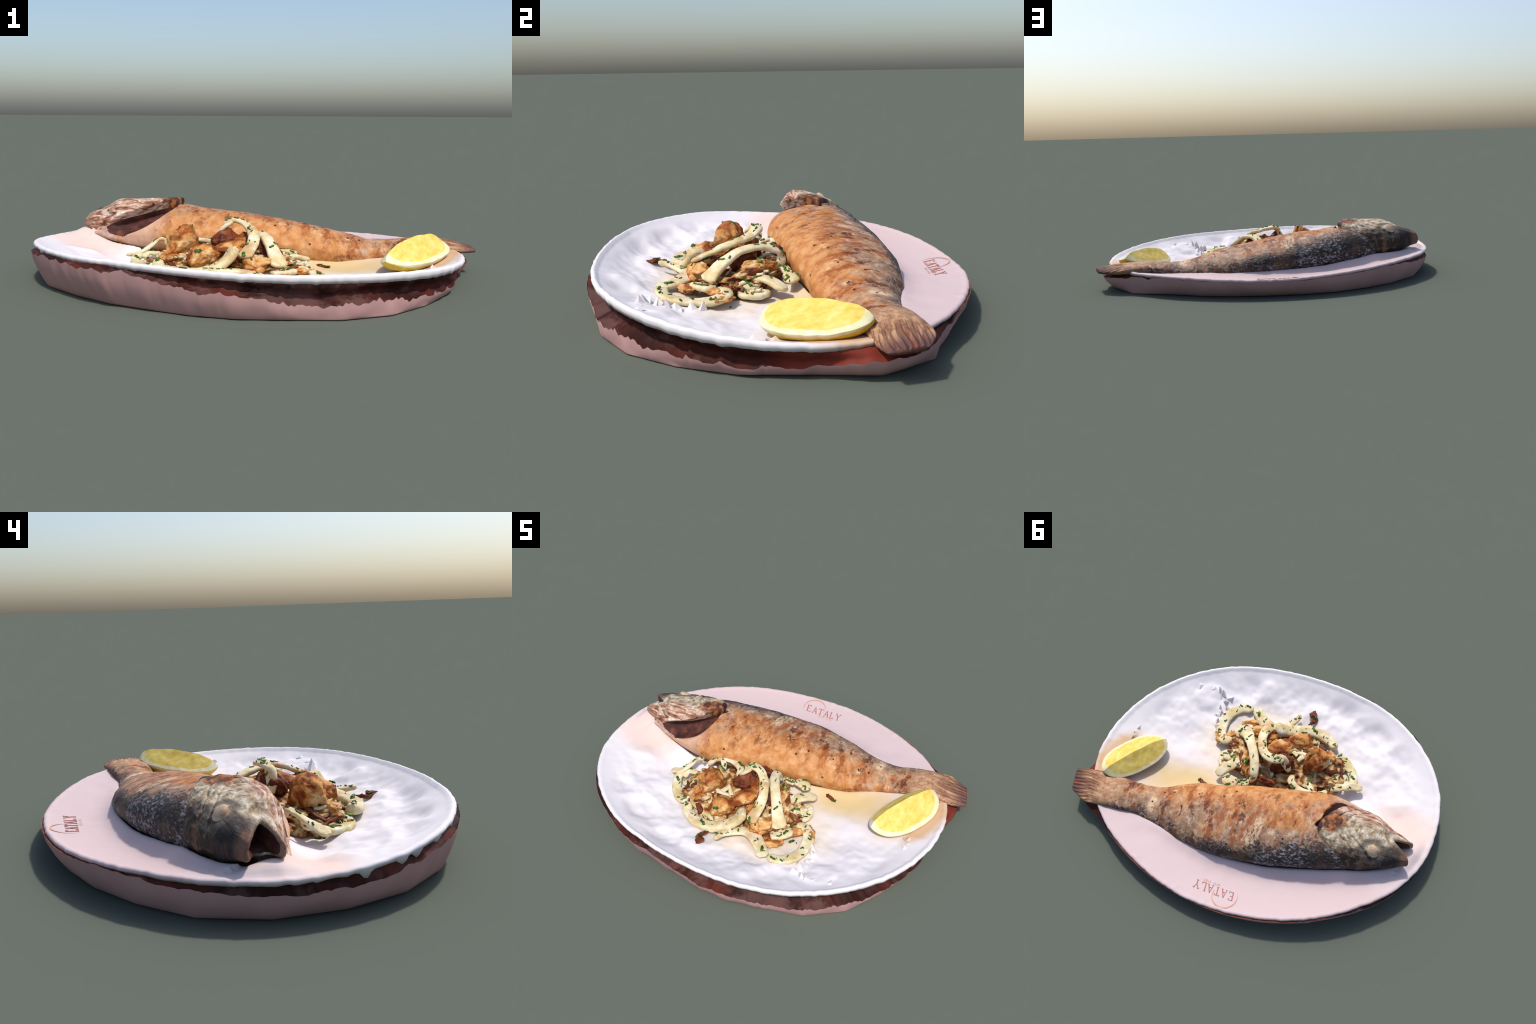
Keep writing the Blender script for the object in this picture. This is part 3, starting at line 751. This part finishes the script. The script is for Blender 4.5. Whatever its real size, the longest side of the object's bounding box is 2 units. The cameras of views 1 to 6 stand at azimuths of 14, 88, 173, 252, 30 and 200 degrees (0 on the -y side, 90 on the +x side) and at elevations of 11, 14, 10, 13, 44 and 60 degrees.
# ------------------------------------------------------------------ garnish
STRIPS = [  # control points, widths along the strip, thickness
    ([(-.135, -.105, .15), (-.094, -.116, .235), (-.068, -.091, .262), (-.025, -.09, .258), (.021, -.125, .24), (.052, -.184, .225), (.072, -.249, .2), (.068, -.312, .175), (.056, -.353, .15)], (.03, .036, .034, .036, .05), .016),
    ([(-.319, -.348, .11), (-.30, -.389, .095), (-.222, -.427, .09), (-.142, -.43, .09), (-.069, -.398, .10), (-.02, -.36, .13), (.016, -.33, .185)], (.03, .045, .045, .05, .06), .03),
    ([(-.485, -.155, .1), (-.484, -.208, .085), (-.451, -.27, .075), (-.395, -.317, .075), (-.347, -.316, .09)], (.03, .036, .03), .02),
    ([(-.548, -.167, .095), (-.496, -.153, .105), (-.46, -.123, .125), (-.428, -.083, .155), (-.4, -.068, .158), (-.391, -.069, .13)], (.03, .028, .02, .014), .012),
    ([(-.459, -.18, .09), (-.453, -.139, .1), (-.398, -.125, .105)], (.025, .03, .02), .014),
    ([(-.452, -.203, .075), (-.402, -.192, .075), (-.372, -.154, .085)], (.03, .034, .028), .016),
    ([(-.37, -.064, .12), (-.341, -.023, .14), (-.29, -.003, .15), (-.226, -.007, .15), (-.17, -.043, .15), (-.16, -.089, .14)], (.02, .03, .03, .024), .016),
    ([(-.3, -.02, .155), (-.272, -.05, .155), (-.256, -.08, .14)], (.018, .02, .018), .012),
    ([(.055, .01, .12), (.035, .0, .175), (.061, -.08, .205), (.105, -.157, .2), (.144, -.22, .17), (.174, -.262, .135), (.199, -.293, .105)], (.03, .036, .038, .045, .06), .018),
    ([(.156, -.117, .1), (.198, -.049, .105), (.262, .016, .08)], (.03, .045, .04), .018),
    ([(.175, -.136, .09), (.2, -.13, .085), (.233, -.13, .075)], (.035, .04, .03), .018),
    ([(.245, -.047, .07), (.268, -.096, .062), (.255, -.146, .062), (.207, -.144, .07)], (.03, .04, .03), .018),
    ([(-.065, -.508, .118), (-.052, -.465, .11), (-.01, -.416, .1), (.04, -.38, .095), (.1, -.388, .09), (.154, -.428, .085), (.2, -.481, .085)], (.016, .03, .05, .045), .016),
    ([(.221, -.469, .085), (.285, -.454, .08), (.337, -.406, .075), (.355, -.334, .07), (.347, -.261, .07), (.306, -.214, .08), (.26, -.223, .09)], (.034, .042, .045, .03), .018),
    ([(.163, -.332, .085), (.211, -.309, .085), (.258, -.265, .09)], (.05, .055, .04), .018),
    ([(.121, .05, .11), (.178, .042, .105), (.197, .022, .09)], (.04, .05, .03), .014),
    ([(.058, .02, .12), (.087, .031, .11), (.122, .039, .1)], (.03, .034, .03), .014),
    ([(-.42, -.27, .07), (-.36, -.25, .08), (-.30, -.27, .085)], (.035, .04, .03), .014),
    ([(-.21, -.345, .075), (-.20, -.39, .075), (-.15, -.40, .075)], (.03, .035, .03), .014),
]


def spline(pts, n):
    pts = np.array(pts, float); k = len(pts)
    return np.stack([lerp_table(np.linspace(0, k-1, n), np.arange(k), pts[:, c]) for c in range(3)], -1)


def build_garnish():
    g = thing("vegetable_garnish", (-0.05, -0.22, 0.055), "heap of onion strips and browned mushrooms with herbs", "vegetables")
    rs = random.Random(21)
    on = Mat("soft_onion", rough=0.35, spec=0.45)
    n = on.noise(14, 4, 0.6); f = on.noise(60, 3)
    col = on.ramp(n, [(0.3, (0.52, 0.39, 0.18)), (0.5, (0.62, 0.52, 0.31)), (0.7, (0.70, 0.65, 0.50))])
    col = on.mix(on.math('MULTIPLY', on.step(on.noise(9, 3, src=on.mapping(loc=(2, 5, 0))), 0.55, 0.70), 0.35), col, (0.44, 0.45, 0.19))
    col = on.mix(on.math('MULTIPLY', on.step(on.noise(7, 4, src=on.mapping(loc=(8, 1, 3))), 0.55, 0.68), 0.6), col, (0.42, 0.21, 0.065))
    lay = on.noise(20, 4, 0.6, src=on.mapping(loc=(4, 4, 4)))
    col = on.mix(on.math('MULTIPLY', on.step(lay, 0.44, 0.32), 0.6), col, (0.44, 0.33, 0.13))
    col = on.mix(on.math('MULTIPLY', on.step(lay, 0.55, 0.68), 0.6), col, (0.74, 0.70, 0.60))
    onion = on.done(col, on.math('ADD', f, lay), 0.35, 0.005)
    mr = Mat("browned_mushroom", rough=0.5, spec=0.35)
    n = mr.noise(13, 5, 0.6, dist=0.9)
    col = mr.ramp(n, [(0.31, (0.085, 0.018, 0.007)), (0.40, (0.26, 0.070, 0.016)), (0.48, (0.45, 0.18, 0.045)), (0.57, (0.56, 0.32, 0.12)), (0.67, (0.66, 0.50, 0.28))])
    strk = mr.noise(16, 4, 0.6, src=mr.mapping(scale=(.5, 2.2, 2.2), rot=(0, 0, .5)))
    col = mr.mix(mr.math('MULTIPLY', mr.step(strk, 0.50, 0.64), 0.6), col, (0.13, 0.034, 0.010))
    mush = mr.done(col, strk, 0.35, 0.005)
    dark = mat_simple("dark_caramelised_skin", [(0.3, (0.045, 0.010, 0.006)), (0.55, (0.16, 0.040, 0.015)), (0.8, (0.34, 0.12, 0.04))], 16, 0.3, (1, 1, 1.5), 0.5)
    herb = mat_simple("chopped_parsley", [(0.3, (0.018, 0.045, 0.008)), (0.55, (0.055, 0.115, 0.018)), (0.75, (0.20, 0.29, 0.06))], 40, 0.45)
    herb_sites = []

    # onion strips: rounded ribbons swept along a curve
    for pts, widths, thick in STRIPS:
        k = max(24, 10*len(pts)); C = spline(pts, k); V = []; na = 20
        T = np.gradient(C, axis=0); T /= np.linalg.norm(T, axis=1, keepdims=True)
        seed = rs.uniform(0, 50)
        for i in range(k):
            s = i/(k-1)
            w = 1.42*np.interp(s, np.linspace(0, 1, len(widths)), widths)/2 * (0.55 + 0.45*min(1, min(s, 1-s)*k/3.0))
            th = 1.35*thick/2 * (0.6 + 0.4*min(1, min(s, 1-s)*k/3.0))
            b = np.cross(T[i], [0, 0.15, 1.0]); b /= np.linalg.norm(b); nn = np.cross(b, T[i])
            for j in range(na):
                a = 2*PI*j/na; ca, sa = math.cos(a), math.sin(a)
                p = C[i] + b*w*np.sign(ca)*abs(ca)**0.6 + nn*th*np.sign(sa)*abs(sa)**0.7
                p = p + nn*0.0035*fbm(p, 22, 2, seed) + b*0.003*fbm(p, 18, 2, seed + 9)
                V.append(p)
            if 1 < i < k - 2 and rs.random() < 0.5:
                h = C[i] + b*w*rs.uniform(-.8, .8) + nn*th*1.02
                herb_sites.append((h, nn, T[i]))
        F = grid_faces(k, na)
        V.append(C[0]); V.append(C[-1]); o = k*na
        F += [(j, o, (j+1) % na) for j in range(na)] + [((k-1)*na + j, (k-1)*na + (j+1) % na, o+1) for j in range(na)]
        mesh_object("onion_strip", V, F, onion, g)

    # mushroom pieces: lumpy, bent ellipsoids
    def lump(name, c, r, rot, mat, bend=0.0, rough=0.25, seed=0, taper=0.0):
        bm = bmesh.new(); bmesh.ops.create_icosphere(bm, subdivisions=5, radius=1)
        cz, sz = math.cos(rot[2]), math.sin(rot[2]); cy, sy = math.cos(rot[1]), math.sin(rot[1])
        for v in bm.verts:
            q = v.co.copy()
            d = 1 + rough*(0.8*fbm(q, 1.1, 2, seed) + 0.40*fbm(q, 2.7, 2, seed + 3))
            x, y, z = q.x*d, q.y*d, q.z*d
            y *= 1 - taper*x; z *= 1 - taper*x
            z += bend*(x*x - .4)
            x, y, z = x*r[0]*.9, y*r[1]*.9, z*r[2]*.85
            x, z = x*cy + z*sy, -x*sy + z*cy
            x, y = x*cz - y*sz, x*sz + y*cz
            v.co = Vector((c[0] + x, c[1] + y, c[2] + z - .06*(c[2] - .05)))
        me = bpy.data.meshes.new(name); bm.to_mesh(me); bm.free()
        me.polygons.foreach_set("use_smooth", [True]*len(me.polygons)); me.materials.append(mat)
        ob = bpy.data.objects.new(name, me); bpy.context.scene.collection.objects.link(ob); attach(ob, g)
        vs = [v for v in me.vertices if v.normal.z > 0.45]
        for v in rs.sample(vs, min(6, len(vs))):
            herb_sites.append((np.array(v.co) + np.array(v.normal)*.001, np.array(v.normal), np.array([1, .3, 0])))
        return ob

    lump("mushroom_piece", (-.252, -.200, .172), (.084, .062, .084), (0, .45, 0.9), mush, -.2, .26, 1, .25)
    lump("mushroom_piece", (-.295, -.275, .115), (.065, .052, .040), (0, 0, .5), mush, .2, .35, 2)
    lump("mushroom_piece", (-.135, -.310, .140), (.078, .064, .060), (0, -.15, .6), mush, 0, .28, 3, .1)
    lump("mushroom_piece", (-.045, -.225, .172), (.085, .058, .034), (0, -.22, .7), mush, .45, .3, 4)
    lump("mushroom_piece", (-.085, -.130, .180), (.075, .050, .066), (0, 0, .8), dark, 0, .3, 5)
    lump("mushroom_piece", (-.005, -.130, .170), (.060, .048, .055), (0, 0, .2), mush, 0, .35, 6)
    lump("mushroom_piece", (.100, -.325, .118), (.066, .050, .046), (0, 0, .8), mush, 0, .45, 7)
    lump("mushroom_piece", (.035, -.270, .145), (.055, .045, .040), (0, 0, .2), mush, 0, .45, 8)
    lump("mushroom_piece", (.112, -.080, .130), (.030, .085, .050), (0, .2, .35), mush, 0, .4, 9)
    lump("mushroom_piece", (.145, -.110, .112), (.020, .085, .040), (0, .2, .55), dark, 0, .4, 10)
    lump("mushroom_piece", (.070, -.150, .150), (.040, .070, .045), (0, 0, .4), dark, 0, .4, 15)
    lump("browned_scrap", (.225, -.205, .092), (.055, .028, .018), (0, 0, .4), dark, .5, .5, 11, .3)
    lump("browned_scrap", (-.150, -.500, .100), (.012, .036, .010), (0, 0, -.5), dark, 0, .6, 12)
    lump("browned_scrap", (-.133, -.540, .108), (.022, .028, .010), (0, 0, .3), dark, .3, .6, 13, .2)
    lump("browned_scrap", (.305, .085, .040), (.060, .015, .008), (0, 0, -.5), dark, 0, .5, 14)
    lump("browned_scrap", (-.035, .005, .165), (.060, .020, .030), (0, 0, -.1), dark, 0, .5, 16)
    lump("browned_scrap", (.28, -.25, .085), (.05, .03, .018), (0, 0, .7), mush, .4, .5, 17, .2)
    lump("browned_scrap", (.19, -.37, .078), (.06, .035, .016), (0, 0, .3), mush, .4, .5, 18)
    lump("browned_scrap", (.335, -.225, .075), (.05, .030, .014), (0, 0, -.9), mush, .3, .5, 19)
    # small slices and shreds scattered over the heap
    V, F, V2, F2 = [], [], [], []
    for q in range(70):
        a = rs.uniform(0, 6.28); r = math.sqrt(rs.random())
        cx, cy = -.09 + .36*r*math.cos(a), -.185 + .19*r*math.sin(a) + .04*math.cos(a)
        top = .075 + .075*max(0, 1 - r*r)
        L, W, ang, cur = rs.uniform(.02, .05), rs.uniform(.008, .018), rs.uniform(0, 6.28), rs.uniform(-18, 18)
        VV, FF = (V, F) if q % 3 else (V2, F2)
        o = len(VV); n = 9
        for i in range(n):
            t = (i/(n-1) - .5)*2*L; bx = t; by = cur*t*t*.5
            w = W*(1 - .6*abs(i/(n-1) - .5)**2*4*.6)
            zz = top + rs.uniform(-.002, .002) + .5*t*math.sin(ang*3)
            for du, dz in ((-1, 0), (-.7, .006), (.7, .006), (1, 0), (.7, -.006), (-.7, -.006)):
                x, y = bx, by + du*w
                VV.append((cx + x*math.cos(ang) - y*math.sin(ang), cy + x*math.sin(ang) + y*math.cos(ang), zz + dz))
        FF += grid_faces(n, 6, True, o) + [tuple(o + k for k in range(6)), tuple(o + (n-1)*6 + k for k in reversed(range(6)))]
    ob = mesh_object("onion_shred", V, F, onion, g); ob["kind"] = "stuff"
    ob = mesh_object("browned_shred", V2, F2, dark, g); ob["kind"] = "stuff"
    # low bed of small bits that the pieces lie on
    bed = bmesh.new(); bmesh.ops.create_icosphere(bed, subdivisions=6, radius=1)
    for v in bed.verts:
        q = v.co; d = 1 + .28*fbm(q, 3.2, 4, 31)
        x = -.085 + q.x*d*.33*math.cos(.25) - q.y*d*.17*math.sin(.25); y = -.175 + q.x*d*.33*math.sin(.25)*.2 + q.y*d*.185
        v.co = Vector((x, y, max(.03, .050 + (abs(q.z)**.6*(1 if q.z > 0 else -1))*d*.082)))
    me = bpy.data.meshes.new("vegetable_bed"); bed.to_mesh(me); bed.free(); me.polygons.foreach_set("use_smooth", [True]*len(me.polygons))
    bm_ = Mat("mixed_vegetable_bits", rough=.4)
    n = bm_.noise(17, 5, .65, dist=.8)
    col = bm_.ramp(n, [(.34, (.05, .015, .008)), (.43, (.20, .065, .020)), (.51, (.42, .23, .08)), (.60, (.58, .47, .25))])  # near-black low stop gives dark gaps between the lighter bits
    me.materials.append(bm_.done(col, n, .6, .01))
    ob = bpy.data.objects.new("vegetable_bed", me); ob["kind"] = "stuff"; bpy.context.scene.collection.objects.link(ob); attach(ob, g)

    # chopped parsley: small bent leaf scraps
    for _ in range(26):
        a = rs.uniform(0, 6.28); r = rs.uniform(.8, 1.25)
        x, y = -.05 + .34*r*math.cos(a), -.25 + .22*r*math.sin(a)
        herb_sites.append((np.array([x, y, plate_z(x, y) + .002]), np.array([0, 0, 1.]), np.array([1., 0, 0])))
    V, F = [], []
    for p, nn, t in herb_sites:
        if rs.random() < .62: continue
        nn = nn/np.linalg.norm(nn); a = rs.uniform(0, 6.28)
        t = t - nn*np.dot(t, nn); t /= np.linalg.norm(t); b = np.cross(nn, t)
        u = t*math.cos(a) + b*math.sin(a); w = np.cross(nn, u)
        L = rs.choice([.004, .005, .007, .009, .012, .018]); W = L*rs.uniform(.35, .6); o = len(V)
        cup = rs.uniform(.0005, .003)
        ring = [(-1, 0), (-.4, .9), (.3, .6), (.6, 1.0), (1, 0), (.5, -.8), (0, -.5), (-.5, -.9)]
        for h in (.0022, -.0015):
            V.append(p + nn*h)
            for du, dv in ring: V.append(p + u*L*du + w*W*dv + nn*(h + cup*(du*du)))
        for k in range(8):
            F.append((o, o+1+k, o+1+(k+1) % 8)); F.append((o+9, o+10+(k+1) % 8, o+10+k)); F.append((o+1+k, o+10+k, o+10+(k+1) % 8, o+1+(k+1) % 8))
    ob = mesh_object("chopped_parsley", V, F, herb, g); ob["kind"] = "stuff"
    return g


build_plate()
build_fish()
build_lemon()
build_garnish()
